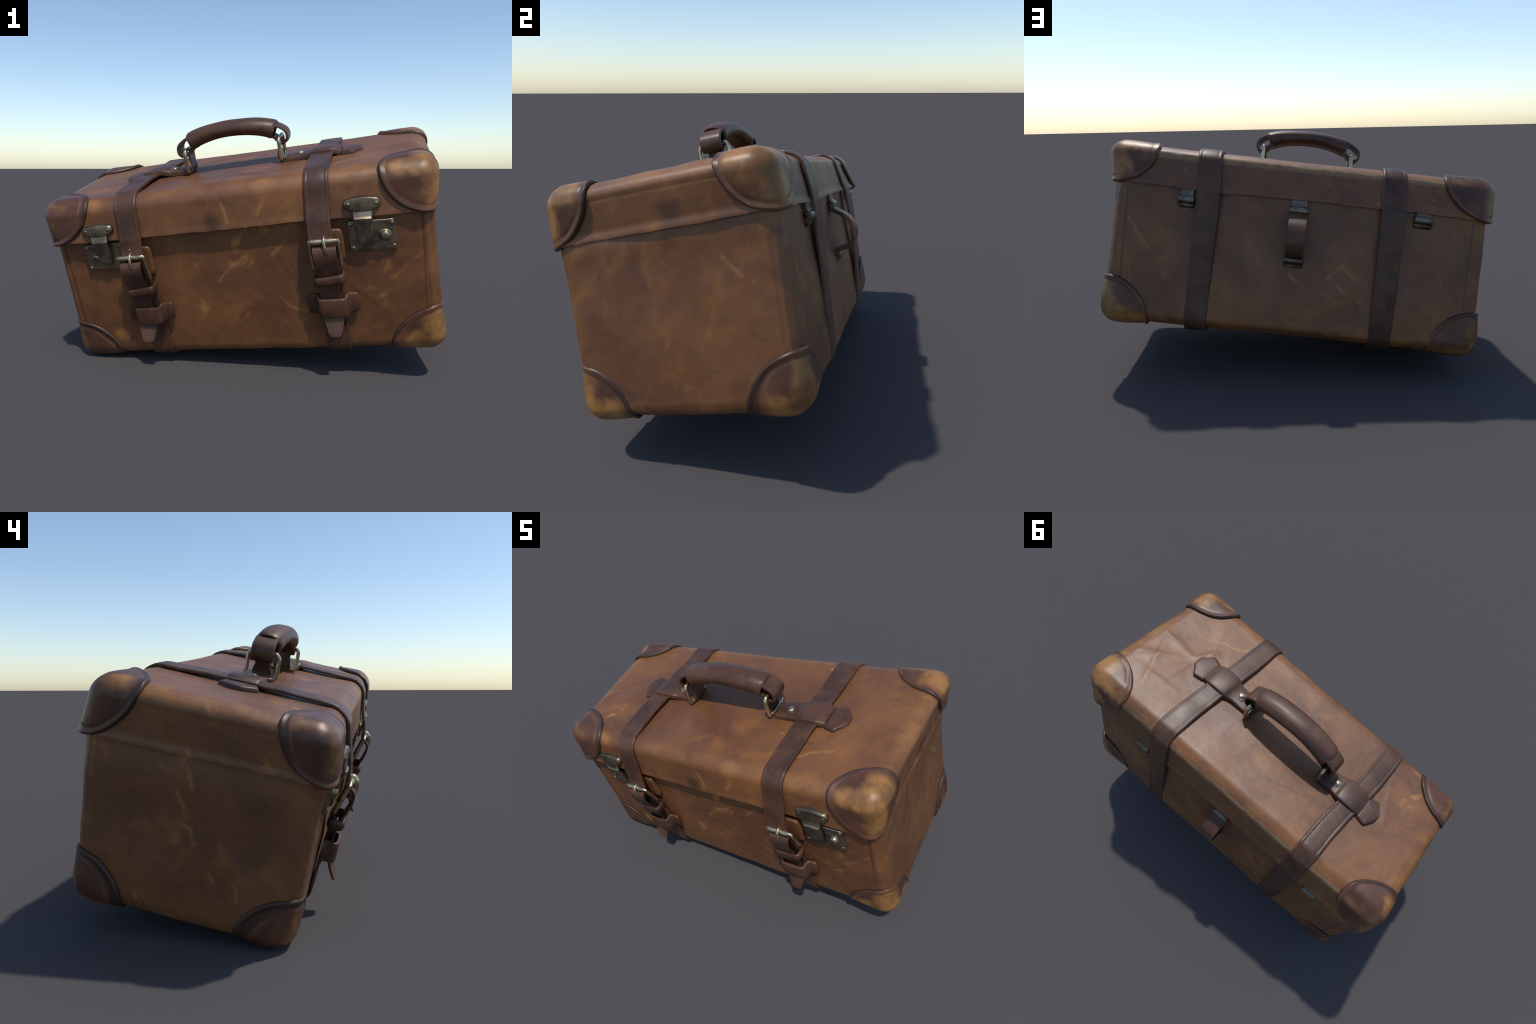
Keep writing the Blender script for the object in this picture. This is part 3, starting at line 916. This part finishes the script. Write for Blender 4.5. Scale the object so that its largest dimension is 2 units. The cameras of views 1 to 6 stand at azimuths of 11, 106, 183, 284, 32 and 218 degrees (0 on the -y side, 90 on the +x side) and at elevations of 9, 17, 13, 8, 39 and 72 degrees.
def build_back_loop():
    """little carrying loop of leather on the back, held by two metal clips"""
    hinge = build_hinge(0.0, 0.090, -0.004, -0.046, -0.078)
    clip = build_hinge(-0.001, 0.092, -0.262, -0.276, -0.312)
    path = [(0.424, -0.050), (0.430, -0.064), (0.443, -0.078), (0.470, -0.096), (0.497, -0.120), (0.513, -0.151), (0.518, -0.184), (0.511, -0.214), (0.493, -0.238), (0.470, -0.248), (0.448, -0.250), (0.432, -0.258), (0.424, -0.268)]
    P = spline(path, 0.006)
    T = tangents(P)
    rr = []
    for p, tg in zip(P, T):
        nrm = np.array([-tg[1], tg[0]])
        if nrm[0] < 0 and abs(nrm[0]) > abs(nrm[1]):
            pass
        hw, t = 0.042, 0.009
        sec = [(-hw, -t), (-hw - 0.001, 0.0), (-hw, t), (0.0, t * 1.1), (hw, t), (hw + 0.001, 0.0), (hw, -t), (0.0, -t)]
        rr.append(np.array([(q, p[0] + nrm[0] * h, p[1] + nrm[1] * h) for q, h in sec]))
    mesh_object("back_loop", *loft(rr), STRAP, sharp=50)


build_body()
build_lid()
build_corner_covers()
for xf, xb, xu, xl, xk, flip in ((-0.478, -0.441, -0.484, -0.446, -0.455, 1), (0.414, 0.432, 0.427, 0.431, 0.430, 0)):
    build_strap(xf, xb, 0.014 if xf < 0 else 0.003)
    build_strap_end(xu, xl, flip)
    build_buckle(xu)
    build_buckle_facing(xu)
    build_keepers(xk, (xu + xk) / 2 + 0.002)
    rivet(xu, -0.046, 0.4630, 0.008, 0.004, on_front, name="strap_rivet", mat=BRIGHT)
build_lock(0.637, 0.604, 0.692, -0.086, 0.022, False, 0.002)
build_lock(-0.640, -0.640, -0.682, -0.084, 0.019, True, 0.010)
build_handle()
build_handle_tab(1, 0.428, 0.598, 0.309, -0.013)
build_handle_tab(-1, -0.440, -0.600, -0.350, 0.004)
build_hinge(0.538, 0.078, -0.004, -0.046, -0.084)
build_hinge(-0.586, 0.086, -0.004, -0.030, -0.067)
build_back_loop()
# rivets down the lid's back, where a fitting has been lost
for z, r in ((0.155, 0.007), (0.124, 0.009), (0.075, 0.009)):
    rivet(-0.625, z, B - 0.001, r, 0.005, on_back, name="lid_rivet")
